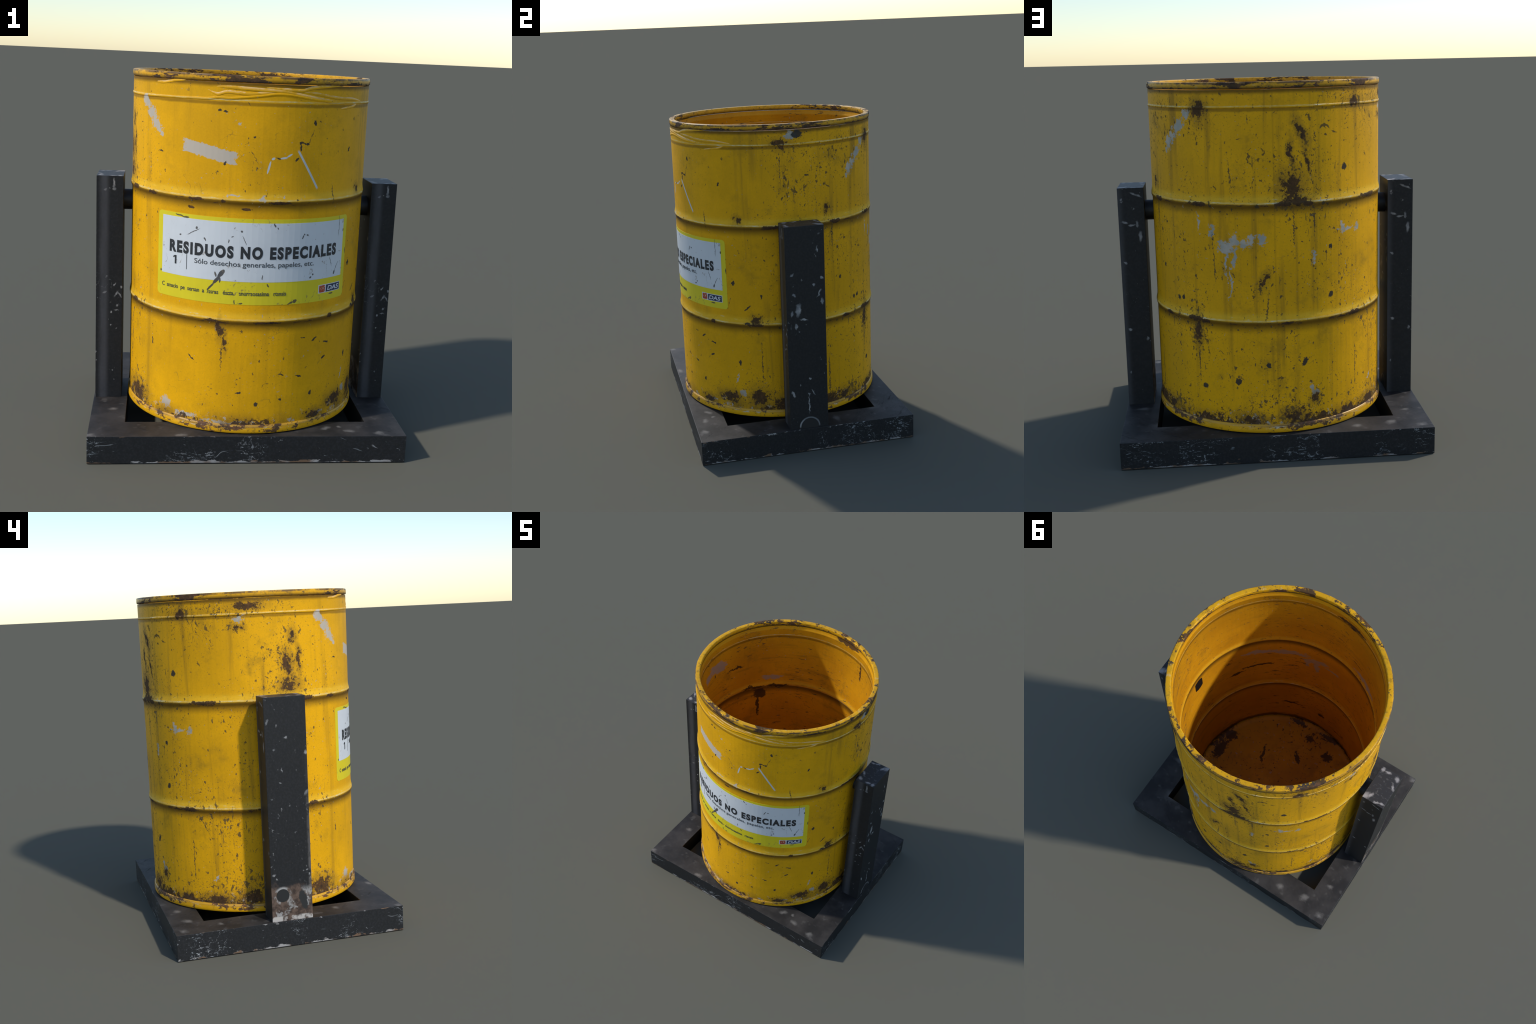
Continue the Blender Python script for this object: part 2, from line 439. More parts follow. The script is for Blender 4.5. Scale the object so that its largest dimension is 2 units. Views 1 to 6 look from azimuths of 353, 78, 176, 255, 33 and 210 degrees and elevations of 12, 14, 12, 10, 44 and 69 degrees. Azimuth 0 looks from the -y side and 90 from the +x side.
def floor_paint(name):
    """Drum floor: stained paint, rust creeping in from the seam."""
    g = Graph(name)
    P = g.P
    x, y, z = g.sep(P)
    r = g.vmath('LENGTH', g.comb(x, y, 0.0))
    rag = g.warp(g.warp(P, 30, .05, detail=6), 10, .06, 4.0, 2)
    grit = (g.noise(P, 40, 7, .8) - .5) * 2.3
    col = g.mix(g.step(g.noise(P, 3, 4, .6), .36, .66), (0.50, 0.23, 0.008), (0.64, 0.31, 0.009))
    col = g.mix(g.step(g.noise(P, 7, 5, .7, 4.0), .48, .72) * .5, col, (0.24, 0.12, 0.02))
    edge = g.step((r - .575) / .09 + (g.noise(P, 3.2, 4, .65, 3.0) - .5) * 3.4 + grit * .8, .30, .50)
    d = g.spots(rag, [(0.535, -.04, .045, .10, 0), (0.53, -.18, .06, .05, 0), (0.0, -.50, .034, .040, 20), (-.19, -.43, .040, .048, 0),
                      (-.14, -.575, .10, .03, 0), (.24, -.18, .010, .07, 20), (.15, -.56, .07, .02, 0), (-.35, .30, .10, .05, 30), (.0, -.30, .02, .05, 40)])
    rust = edge.max(g.step((1.0 - d) * .7 + grit, .0, .1) * g.step(d, 2.4, 1.6))
    dens = (g.noise(P, 4, 3, .6, 8.0) - .5) * .3
    specks = g.step(g.noise(P, 44, 4, .65, 9.0) + dens, .625, .665).max(g.step(g.noise(P, 17, 6, .75, 29.0) + dens, .655, .685))
    pale = g.step(g.noise(P, 34, 3, .6, 19.0), .665, .70)
    vein = g.step((g.noise(g.warp(P, 5, .2, 2.0, 3), 5, 3, .55, 12.0) - .5).abs(), .009, .002) * g.step(grit, -.1, .2)
    col = g.mix(pale * .5, col, PRIMER_GREY)
    col = g.mix(vein * .6, col, (0.10, 0.06, 0.03))
    col = g.mix(rust.max(specks) * .90, col, (0.050, 0.026, 0.015))
    return g.finish(col, .55, spec=.3)


def label_surface(name, base, soiled):
    """Printed sticker stock with tears, brown creases and scratches."""
    g = Graph(name)
    P = g.P
    x, y, z = g.sep(P)
    u = g.math('ARCTAN2', x, 0.0 - y) * R
    grit = (g.noise(P, 40, 5, .7, 2.0) - .5) * 1.5
    W = g.comb(u, z, 0.0)
    Wj = g.warp(W, 45, .012)
    col = g.mix(g.step(g.noise(P, 6, 4, .6), .4, .7) * .25, base, tuple(c * .78 for c in base))
    crease = g.noise(g.warp(P, 9, .12, 6.0, 3), 6.0, 3, .55, 5.5)
    cl = g.step((crease - .5).abs(), .012, .002) * g.step(g.noise(P, 8, 3, .6, 14.0), .50, .62) * g.step(g.noise(P, 60, 3, .6, 1.0), .44, .58)
    col = g.mix(cl * .75, col, (0.20, 0.125, 0.07))
    tiny = g.step(g.noise(P, 60, 4, .66, 23.0) + (g.noise(P, 5, 2, .5, 3.0) - .5) * .2, .68, .73)
    col = g.mix(tiny * soiled, col, (0.15, 0.10, 0.06))
    marks = arc([(-28.2, 1.236, .006, .006, 0), (-30, 1.213, .0025, .040, -62), (-36.5, 1.19, .006, .004, 20), (-7.5, 1.236, .005, .005, 0),
                 (-6, 1.19, .0018, .026, 25), (-11.4, 1.205, .007, .003, 30), (-13.0, 1.182, .003, .009, 0), (-24, 1.182, .004, .010, 25),
                 (7.4, 1.268, .004, .012, 30), (8.9, 1.252, .003, .006, 30), (22, 1.219, .004, .005, 0), (21.3, 1.206, .0035, .010, -20),
                 (23.6, 1.214, .008, .004, 0), (41.5, 1.0, .006, .012, -30), (43, 1.03, .0022, .026, -30), (38.6, 1.06, .002, .030, 20),
                 (27.7, 1.004, .005, .005, 0), (26.4, .990, .007, .004, 25), (47.0, 1.22, .004, .010, 0), (2.6, 1.0, .003, .014, 0),
                 (-37.2, 1.288, .026, .004, -6), (-34, 1.283, .020, .005, 0), (16.5, .862, .020, .005, 25), (18.7, .872, .012, .009, 30),
                 (-9.6, .866, .004, .012, 0), (-6.8, .862, .010, .004, 10), (5.4, .958, .004, .010, 25), (-47.8, .985, .005, .008, 0),
                 (40, .885, .016, .004, 0), (50, 1.10, .005, .02, 10), (-12, .905, .010, .003, 0), (43.5, 1.25, .0018, .06, 0)])
    mk = g.step(g.spots(Wj, marks) - grit * .3, 1.2, .8)
    # a dark smudge shaped like a darting creature: body, tail and two fins
    s0 = arc([(-16.0, 1.012, .011, .026, -38), (-18.0, .978, .009, .028, -40), (-20.6, .942, .005, .030, -42),
              (-18.6, 1.006, .005, .014, 15), (-16.5, .978, .004, .014, -5)])
    sm = g.step(g.spots(g.warp(W, 60, .006), s0), 1.12, .94)
    col = g.mix(mk * .9, col, (0.055, 0.045, 0.040))
    col = g.mix(sm * .95, col, g.mix(g.step(grit, -.05, .30), (0.045, 0.042, 0.045), (0.17, 0.13, 0.09)))
    return g.finish(col, .5)


def ink(name, color, worn=.6):
    g = Graph(name)
    P = g.P
    n = g.step(g.noise(P, 55, 5, .7, 4.0), .62, .72)
    col = g.mix(n * worn, color, (0.42, 0.40, 0.38))
    return g.finish(col, .5)


def emblem_ink(name):
    g = Graph(name)
    n = g.noise(g.P, 95, 2, .5, 2.6)
    col = g.mix(g.step(n, .56, .62), (0.42, 0.05, 0.025), (0.62, 0.50, 0.36))
    col = g.mix(g.step(n, .40, .34), col, (0.50, 0.17, 0.03))
    return g.finish(col, .5)


BLACK = (0.0150, 0.0155, 0.0165)
SCUFF = (0.30, 0.31, 0.32)


def frame_paint(name):
    g = Graph(name)
    P = g.P
    x, y, z = g.sep(P)
    nx, ny, nz = g.normal()
    top = g.step(nz, .6, .8)
    along = g.comb(x + y * 1.37, y * .3 - x * .21, z)
    fine = g.noise(P, 90, 4, .7)
    side = g.mix(g.step(fine, .40, .70) * .8, BLACK, (0.026, 0.027, 0.029))
    dens = g.noise(along, 3.1, 4, .62, 2.0)
    low = g.step(z, .12, .0)
    dk = (dens - .5) * .62 + low * .015 - .01
    s1 = g.step(g.noise(along, 1.0, 4, .64, 5.0, stretch=(30, 30, 105)) + dk, .685, .715)
    s2 = g.step(g.noise(along, 1.0, 3, .60, 8.0, stretch=(70, 70, 130)) + dk, .705, .745)
    wob = g.noise(g.warp(along, 10, .10, 3.0, 3), 1.0, 3, .55, 11.0, stretch=(5, 5, 15))
    s3 = g.step((wob - .5).abs(), .012, .003) * g.step(dens, .50, .60) * g.step(fine, .40, .55)
    s4 = g.step(g.noise(g.warp(along, 3, .3, 13.0, 2), 1.0, 2, .5, 14.0, stretch=(8, 8, 75)), .70, .725) * .6
    scr = s1.max(s2 * .7).max(s3 * .7).max(s4)
    side = g.mix(scr * .88, side, g.mix(g.step(g.noise(along, 9, 3, .6), .4, .6), (0.21, .23, .245), (0.40, 0.41, 0.42)))
    # chipped lower edge and knocked upper edge
    h = g.noise(along, 1.0, 5, .66, 21.0, stretch=(9, 9, 30))
    foot = g.step((h - .47) * .10 - z + .004, -.002, .002)
    rim = g.step((h - .58) * .12 - (FRAME_H - z), -.002, .002)
    warm = g.noise(along, 6, 3, .6, 30.0)
    chip = g.mix(g.step(warm, .45, .58), (0.36, 0.345, 0.335), (0.17, 0.105, 0.065))
    side = g.mix(foot.max(rim) * .9, side, chip)
    side = g.mix(g.step(z, .006, .002), side, (0.012, 0.012, 0.013))
    # top: blurred brown-grey tone with paler spots
    blur = g.noise(P, 7, 4, .58, 3.0)
    t = g.mix(g.step(blur, .34, .68), (0.024, 0.0225, 0.022), (0.052, 0.047, 0.044))
    t = g.mix(g.step(g.noise(P, 16, 2, .5, 6.0), .60, .74) * .5, t, (0.115, 0.108, 0.10))
    spots = [(-.825, -.655, .035, .02, 20), (.42, -.57, .034, .020, 30), (.54, -.60, .028, .022, 0), (.50, -.545, .02, .014, 20), (-.36, -.655, .035, .02, 0),
             (.60, .44, .10, .05, 30), (-.72, -.30, .03, .02, 0), (-.74, .40, .03, .02, 30), (-.43, .60, .03, .025, 0), (-.62, .57, .03, .03, 0),
             (.75, .20, .04, .02, 0), (-.78, .62, .03, .025, 0), (.70, -.63, .03, .02, 40)]
    d = g.spots(g.warp(P, 16, .06), spots)
    t = g.mix(g.step(d, 1.25, .0) * .42, t, (0.34, 0.32, 0.29))
    inner = g.step(z, .149, .14) * g.step(x.abs(), .67, .655) * g.step(y.abs(), .497, .482)
    col = g.mix(top, side, t)
    col = g.mix(inner, col, (0.012, 0.012, 0.012))
    rough = 0.50 + scr * .2 + (fine - .5) * .12
    return g.finish(col, rough + .08, bump=fine, bump_dist=.001, bump_strength=.3, spec=.25)


def post_paint(name):
    """Posts: local z up from the foot; different wear on each of the faces."""
    g = Graph(name)
    P = g.P
    x, y, z = g.sep(P)
    nx, ny, nz = g.normal()
    fx0, fx1 = g.step(nx, -.6, -.8), g.step(nx, .6, .8)
    fy0, fy1 = g.step(ny, -.6, -.8), g.step(ny, .6, .8)
    ft = g.step(nz, .6, .8)
    fine = g.noise(P, 80, 4, .7)
    col = g.mix(g.step(fine, .40, .70) * .7, BLACK, (0.026, 0.026, 0.028))
    # baked rounded-bar reflection, painted as long pale bands on the narrow faces
    soft = g.noise(P, 1.0, 4, .6, 2.0, stretch=(30, 30, 9))
    band0 = g.step((x + .030 + (soft - .5) * .012).abs(), .036, .006) * fy0
    band1 = g.step(x, .035, .070) * fy1
    col = g.mix((band0 * .55 + band1 * .45) * (0.35 + soft * 1.0), col, (0.105, 0.105, 0.115))
    dens = g.noise(P, 2.6, 3, .6, 5.0)
    dk = (dens - .5) * .34
    dots = g.step(g.noise(P, 46, 2.2, .5, 9.0, stretch=(1, 1, .8)) + dk, .70, .80) * .7
    lines = g.noise(g.warp(P, 6, .22, 1.0, 3), 1.0, 2, .5, 4.0, stretch=(9, 9, 9))
    ln = g.step((lines - .5).abs(), .006, .001) * g.step(dens, .60, .70) * g.step(fine, .46, .58) * .5
    marks = dots * .8
    marks = marks.max(ln)
    ragYZ = g.warp(g.comb(y, z, 0.0), 38, .030)
    ragXZ = g.warp(g.comb(x, z, 0.0), 38, .022)
    # front face
    d0 = g.spots(ragXZ, [(.022, 1.235, .006, .030, 0), (.024, 1.205, .010, .008, 20), (-.026, 1.20, .009, .006, 30), (-.002, 1.207, .005, .004, 0),
                         (.040, .612, .0055, .022, -32), (.056, .612, .005, .022, 32), (.066, .652, .007, .007, 0), (.045, .545, .008, .008, 0), (.042, .520, .014, .004, 0),
                         (.012, .508, .005, .006, 0), (-.028, .62, .012, .005, 30), (.030, .665, .004, .012, -30), (.010, .43, .006, .005, 0), (.040, .412, .004, .008, -30)])
    marks = marks.max(g.step(d0, 1.25, .4) * fy0 * .8)
    # back face: slanting scratches near the head
    d1 = g.spots(ragXZ, [(-.030, 1.235, .034, .0065, 22), (.040, 1.08, .020, .007, 18), (.0, 1.065, .022, .006, -4), (-.045, 1.00, .010, .030, 5), (-.03, 1.07, .008, .02, 0),
                         (.045, .85, .012, .006, 30), (.04, .46, .012, .008, 0), (-.055, .40, .008, .012, 0), (.05, .20, .006, .01, 0)])
    marks = marks.max(g.step(d1, 1.25, .4) * fy1 * .7)
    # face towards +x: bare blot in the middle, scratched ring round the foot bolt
    d2 = g.spots(ragYZ, [(-.048, .765, .016, .040, -10), (-.088, .745, .008, .020, 0), (-.072, .86, .008, .014, 30), (-.015, .705, .024, .006, -10), (-.065, .665, .009, .018, 20),
                         (.082, .86, .005, .030, -20), (.050, .915, .010, .010, 0), (.100, .81, .008, .022, 0), (-.080, .985, .016, .006, 30), (.075, 1.13, .004, .020, 0),
                         (.100, .955, .008, .008, 0), (-.095, .235, .008, .022, 30), (.003, .155, .0042, .062, 0), (.002, .225, .007, .012, 20), (.030, .235, .004, .022, 30), (.012, .325, .007, .006, 0)])
    w2 = g.step(d2, 1.2, .5)
    ring = g.vmath('LENGTH', g.comb(y - .0035, z - .012, 0.0))
    arch = g.step((ring - .060 + (soft - .5) * .006).abs(), .0065, .0025) * g.step(z, .004, .02)
    marks = marks.max((w2.max(arch * .75)) * fx1)
    # face towards -x: rusted, flaking foot, worn right-hand edge
    d3 = g.spots(ragYZ, [(.105, 1.14, .010, .020, 30), (.052, 1.115, .006, .010, 0), (.0, 1.05, .010, .009, 0), (-.112, .96, .010, .016, 0), (-.108, .73, .012, .022, 30), (.070, .985, .007, .007, 0), (.030, .87, .004, .016, 0),
                         (.04, .80, .008, .007, 0), (.10, .275, .014, .006, -20), (-.095, .285, .008, .007, 0), (-.11, .26, .008, .008, 0), (.085, .25, .006, .007, 0)])
    marks = marks.max(g.step(d3, 1.1, .3) * fx0 * .75)
    col = g.mix(marks * .85, col, g.mix(g.step(g.noise(P, 20, 2, .5), .4, .6), (0.22, 0.225, 0.23), (0.42, 0.415, 0.41)))
    side_edge = g.step(y, -.098, -.112) * g.step(z, 1.1, .1) * fx0 * g.step(g.noise(P, 1.0, 4, .6, 3.0, stretch=(30, 30, 14)), .38, .56)
    col = g.mix(side_edge * .6, col, (0.18, 0.165, 0.155))
    flake = g.noise(P, 17, 4, .6, 7.0)
    foot = g.step(z + (flake - .5) * .16, .225, .180) * fx0
    foot = foot.max(g.step(g.vmath('LENGTH', g.comb(y - .053, z - .1515, 0.0)) + (flake - .5) * .05, .062, .048) * fx0)
    frust = g.mix(g.step(g.noise(P, 26, 5, .7, 3.0), .40, .64), (0.050, 0.034, 0.027), (0.135, 0.092, 0.070))
    frust = g.mix(g.step(flake, .545, .63) * .85, frust, (0.36, 0.355, 0.345))
    dark = g.step(g.spots(ragYZ, [(-.068, .115, .022, .060, -15)]), 1.1, .8)
    frust = g.mix(dark, frust, (0.03, 0.031, 0.031))
    around = g.vmath('LENGTH', g.comb(y - .053, z - .1515, 0.0))
    halo = g.step(around + (flake - .5) * .05, .060, .046)
    frust = g.mix(halo * .75, frust, g.mix(g.step(flake, .46, .54), (0.13, 0.09, 0.068), (0.36, 0.355, 0.345)))
    hem = g.step(z, .034, .026) * g.step(g.noise(P, 22, 3, .6, 15.0), .40, .56)
    frust = g.mix(hem, frust, (0.46, 0.43, 0.40))
    col = g.mix(foot * .95, col, frust)
    # head: pitted, silvery where it has been struck
    thead = g.warp(P, 24, .03)
    dh = g.spots(g.warp(thead, 60, .02), [(.060, .105, .018, .030, -30), (.035, .085, .010, .022, -20), (-.05, -.09, .012, .02, 30), (-.055, -.03, .008, .02, 30), (.02, -.10, .02, .008, 0), (-.05, .10, .02, .008, 0), (.055, -.10, .01, .02, 0), (-.02, .105, .02, .007, 20)])
    pit = g.step(g.noise(P, 1.0, 3, .6, 18.0, stretch=(34, 70, 30)), .56, .70)
    head = g.mix(pit * .55, (0.036, 0.036, 0.038), (0.20, 0.195, 0.19))
    head = g.mix(g.step(dh, 1.5, .2) * .75, head, (0.46, 0.44, 0.43))
    col = g.mix(ft, col, head)
    return g.finish(col, .50 + marks * .15 + (fine - .5) * .1, bump=fine, bump_dist=.001, bump_strength=.3, spec=.28)


def plain_black(name, c):
    g = Graph(name)
    col = g.mix(g.step(g.noise(g.P, 22, 4, .66, 2.0), .66, .74) * .5, (c, c, c * 1.05), (0.20, 0.20, 0.20))
    return g.finish(col, .5)


# ================================================================ mesh helpers
def link(name, mesh, mats, parent=None, smooth=None):
    ob = bpy.data.objects.new(name, mesh)
    bpy.context.scene.collection.objects.link(ob)
    for m in mats:
        mesh.materials.append(m)
    if parent:
        ob.parent = parent
    return ob


def from_bm(name, bm, mats, parent=None):
    bmesh.ops.recalc_face_normals(bm, faces=bm.faces)
    me = bpy.data.meshes.new(name)
    bm.to_mesh(me)
    bm.free()
    return link(name, me, mats, parent)


def lathe(name, profile, mats, parent=None, closed=True, mat_of=None, facet=True, sharp=0.7):
    """Turn a (radius, height) profile about z.  The plates round the drum stay
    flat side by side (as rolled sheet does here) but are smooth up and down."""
    n = len(profile)
    verts = [(r * math.sin(2 * math.pi * i / SEG), -r * math.cos(2 * math.pi * i / SEG), z) for i in range(SEG) for r, z in profile]
    faces, fm = [], []
    last = n if closed else n - 1
    for i in range(SEG):
        j = (i + 1) % SEG
        for k in range(last):
            l = (k + 1) % n
            faces.append((i * n + k, j * n + k, j * n + l, i * n + l))
            fm.append(mat_of(k) if mat_of else 0)
    me = bpy.data.meshes.new(name)
    me.from_pydata(verts, [], faces)
    me.polygons.foreach_set('material_index', fm)
    me.polygons.foreach_set('use_smooth', [True] * len(faces))
    bm = bmesh.new()
    bm.from_mesh(me)
    bmesh.ops.recalc_face_normals(bm, faces=bm.faces)
    for e in bm.edges:
        a, b = (v.co for v in e.verts)
        upright = abs(math.atan2(a.x * b.y - a.y * b.x, a.x * b.x + a.y * b.y)) < 1e-4
        if upright and facet:
            e.smooth = False
        elif len(e.link_faces) == 2 and e.calc_face_angle(0) > sharp and not upright:
            e.smooth = False
    bm.to_mesh(me)
    bm.free()
    return link(name, me, mats, parent)


def curved_plate(name, t0, t1, z0, z1, r_in, r_out, corner, mats, parent):
    """A thin plate with round corners, bent round the drum."""
    seg = 360 / SEG
    ts = {t0, t1}
    k = math.ceil(t0 / seg)
    while k * seg < t1:
        ts.add(k * seg)
        k += 1
    ca = math.degrees(corner / R)
    for i in range(1, 8):
        a = math.pi / 2 * i / 7
        ts.add(t0 + ca * (1 - math.cos(a)))
        ts.add(t1 - ca * (1 - math.cos(a)))
    ts = sorted(t for t in ts)
    ts = [t for i, t in enumerate(ts) if i == 0 or t - ts[i - 1] > 1e-4]
    bm = bmesh.new()
    cols = []
    for t in ts:
        inset = 0
        if corner > 0:
            e = min(t - t0, t1 - t) / ca
            if e < 1:
                inset = corner * (1 - math.sqrt(max(0, 1 - (1 - e) ** 2)))
        s, c = math.sin(math.radians(t)), -math.cos(math.radians(t))
        cols.append([bm.verts.new((r * s, r * c, z)) for r, z in
                     ((r_in, z0 + inset), (r_out, z0 + inset), (r_out, z1 - inset), (r_in, z1 - inset))])
    for a, b in zip(cols, cols[1:]):
        for i in range(4):
            bm.faces.new((a[i], b[i], b[(i + 1) % 4], a[(i + 1) % 4]))
    bm.faces.new(cols[0])
    bm.faces.new(cols[-1])
    return from_bm(name, bm, mats, parent)


def lettering(name, text, t0, t1, z_base, cap, mats, parent, radius, thicken=0.0, shear=0.0, spacing=1.0):
    """Raised print: built-in font, fitted between two angles, bent to the drum."""
    cu = bpy.data.curves.new(name, 'FONT')
    cu.body = text
    cu.size = 1.0
    cu.offset = thicken
    cu.shear = shear
    cu.space_character = spacing
    cu.resolution_u = 6
    cu.extrude = 0.01
    ob = bpy.data.objects.new(name, cu)
    bpy.context.scene.collection.objects.link(ob)
    dg = bpy.context.evaluated_depsgraph_get()
    me = bpy.data.meshes.new_from_object(ob.evaluated_get(dg))
    bpy.data.objects.remove(ob)
    bpy.data.curves.remove(cu)
    bm = bmesh.new()
    bm.from_mesh(me)
    xs = [v.co.x for v in bm.verts]
    x0, x1 = min(xs), max(xs)
    arc_len = math.radians(t1 - t0) * R
    sx, sy = arc_len / (x1 - x0), cap / CAP_UNIT
    for v in bm.verts:
        v.co.x = (v.co.x - x0) * sx
        v.co.y = v.co.y * sy
    step, k = 0.016, 1
    while k * step < arc_len:
        bmesh.ops.bisect_plane(bm, geom=bm.verts[:] + bm.edges[:] + bm.faces[:], plane_co=(k * step, 0, 0), plane_no=(1, 0, 0))
        k += 1
    for v in bm.verts:
        a = math.radians(t0) + v.co.x / R
        r = radius + (0.0005 if v.co.z > 0 else -0.0004)
        v.co = (r * math.sin(a), -r * math.cos(a), z_base + v.co.y)
    bm.to_mesh(me)
    bm.free()
    me.materials.clear()
    me.name = name
    return link(name, me, mats, parent)


def cap_height():
    cu = bpy.data.curves.new('probe', 'FONT')
    cu.body = 'E'
    ob = bpy.data.objects.new('probe', cu)
    bpy.context.scene.collection.objects.link(ob)
    me = bpy.data.meshes.new_from_object(ob.evaluated_get(bpy.context.evaluated_depsgraph_get()))
    h = max(v.co.y for v in me.vertices)
    bpy.data.objects.remove(ob)
    bpy.data.curves.remove(cu)
    bpy.data.meshes.remove(me)
    return h


def tube(name, path, radius, mats, parent, closed=False, taper=True, squash=0.6, sub=8):
    """A flattened ridge that follows a path of (degrees, height) on the wall."""
    pts = []
    n = len(path)
    def at(i):
        if closed:
            turns, j = divmod(i, n)
            return (path[j][0] + 360 * turns, path[j][1])
        return path[max(0, min(n - 1, i))]
    for i in range(n if closed else n - 1):
        p0, p1, p2, p3 = (at(i + k) for k in (-1, 0, 1, 2))
        for s in range(sub):
            t = s / sub
            pts.append(tuple(0.5 * (2 * p1[q] + (p2[q] - p0[q]) * t + (2 * p0[q] - 5 * p1[q] + 4 * p2[q] - p3[q]) * t * t
                                    + (3 * p1[q] - p0[q] - 3 * p2[q] + p3[q]) * t ** 3) for q in (0, 1)))
    if not closed:
        pts.append(path[-1])
    m = len(pts)
    bm = bmesh.new()
    rings = []
    for i, (t, z) in enumerate(pts):
        f = 1.0
        if taper:
            e = min(i, m - 1 - i) / (m - 1) * 2
            f = max(0.12, min(1, e * 2.2)) ** 0.7
        ring = []
        a = math.radians(t)
        for k in range(8):
            b = 2 * math.pi * k / 8
            r = R - radius * squash * .35 + math.cos(b) * radius * squash * f
            ring.append(bm.verts.new((r * math.sin(a), -r * math.cos(a), z + math.sin(b) * radius * f)))
        rings.append(ring)
    pairs = list(zip(rings, rings[1:])) + ([(rings[-1], rings[0])] if closed else [])
    for a, b in pairs:
        for k in range(8):
            bm.faces.new((a[k], b[k], b[(k + 1) % 8], a[(k + 1) % 8]))
    if not closed:
        bm.faces.new(rings[0])
        bm.faces.new(rings[-1])
    for f in bm.faces:
        f.smooth = True
    return from_bm(name, bm, mats, parent)


def box_mesh(name, sx, sy, sz, bevel):
    bm = bmesh.new()
    bmesh.ops.create_cube(bm, size=1.0)
    for v in bm.verts:
        v.co = (v.co.x * sx, v.co.y * sy, (v.co.z + .5) * sz)
    bmesh.ops.bevel(bm, geom=bm.edges[:], offset=bevel, segments=2, profile=.6, affect='EDGES')
    bmesh.ops.recalc_face_normals(bm, faces=bm.faces)
    me = bpy.data.meshes.new(name)
    bm.to_mesh(me)
    bm.free()
    return me


# ================================================================ materials
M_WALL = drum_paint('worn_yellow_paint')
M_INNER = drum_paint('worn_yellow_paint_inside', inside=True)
M_RIM = rim_paint('knocked_rim_paint', 1.965, 2.0, .555)
M_CHIME = chime_paint('knocked_chime_paint')
M_FLOOR = floor_paint('stained_floor_paint')
M_LABEL = label_surface('lemon_sticker', (0.76, 0.615, 0.012), .7)
M_PANEL = label_surface('white_sticker', (0.66, 0.68, 0.70), .6)
M_INK = ink('black_ink', (0.024, 0.026, 0.030), .35)
M_INK_THIN = ink('dark_grey_ink', (0.055, 0.06, 0.065), .4)
M_INK_SMALL = ink('smudged_ink', (0.085, 0.085, 0.05), .3)
M_WHITE = ink('white_ink', (0.66, 0.67, 0.70), .1)
M_NAVY = ink('navy_ink', (0.020, 0.032, 0.070), .15)
M_EMBLEM = emblem_ink('red_ink')
M_FRAME = frame_paint('scratched_black_paint')
M_POST = post_paint('chipped_black_paint')
M_PIN = plain_black('greasy_black', .008)
M_CAP = plain_black('dull_black', .016)
CAP_UNIT = cap_height()

# ================================================================ the bin
bin_ = bpy.data.objects.new('tilting_waste_bin', None)
bpy.context.scene.collection.objects.link(bin_)
bin_['label'] = 'worn yellow steel drum bin hung on black posts and frame'
bin_['category'] = 'waste bin'


def hoop(zc, r, out, inward=False):
    """A rolling hoop: long easy slope above, short undercut below."""
    s = -1 if inward else 1
    steps = [(-.028, 0), (-.021, .05), (-.016, .20), (-.011, .50), (-.006, .80), (-.001, .97), (.004, 1.0), (.010, .90), (.016, .70), (.024, .42), (.034, .16), (.048, 0)]
    return [(r + s * out * f, zc + d) for d, f in steps]


outer = [(R, .196), (R, .26), (R, .50)] + hoop(HOOPS[1], R, .0065) + [(R, 1.0), (R, 1.2)] + hoop(HOOPS[0], R, .0065) + [(R, 1.6), (R, BEAD - .012), (R, 1.91), (R, 1.962)]
inner = [(R_IN, 1.962), (R_IN, 1.947), (R_IN - .003, 1.940), (R_IN - .0045, 1.934), (R_IN - .003, 1.928), (R_IN, 1.922), (R_IN, 1.6)]
inner += list(reversed(hoop(HOOPS[0] + .02, R_IN, .008, True))) + [(R_IN, 1.1)] + list(reversed(hoop(HOOPS[1], R_IN, .008, True))) + [(R_IN, .5), (R_IN, .196)]
prof = outer + inner
n_out = len(outer)
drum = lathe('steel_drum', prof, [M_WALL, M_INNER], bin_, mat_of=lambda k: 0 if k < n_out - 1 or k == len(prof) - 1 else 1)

# rolled rim: a flattened roll, crowned on top
rim = []
for k in range(28):
    a = 2 * math.pi * k / 28
    cx, cz, hx, hz = (R_IN + .6482) / 2 - .0003, 1.9825, (.6482 - R_IN) / 2 + .0008, .0175
    p = 0.36
    c, s = math.cos(a), math.sin(a)
    rim.append((cx + hx * math.copysign(abs(c) ** p, c), cz + hz * math.copysign(abs(s) ** p, s)))
lathe('rolled_rim', rim, [M_RIM], drum, facet=False)

# bottom chime: rounded lip standing out round the foot
chime = [(R_IN, .1965), (R - .001, .1965), (R + .001, .2035), (.6490, .2015), (.6520, .196), (.6533, .188), (.6533, .170), (.6528, .162), (.6500, .1575), (.6450, .1560), (R_IN, .1560)]
lathe('bottom_chime', chime, [M_CHIME], drum, facet=False)

# floor plate with a shallow ring where it meets the wall
fl = [(.0005, .198), (.30, .1985), (.56, .1985), (.575, .200), (.588, .2055), (.598, .2085), (.607, .2055), (.6155, .199), (.6155, .180), (.30, .180), (.0005, .180)]
lathe('floor_plate', fl, [M_FLOOR], drum, facet=False)

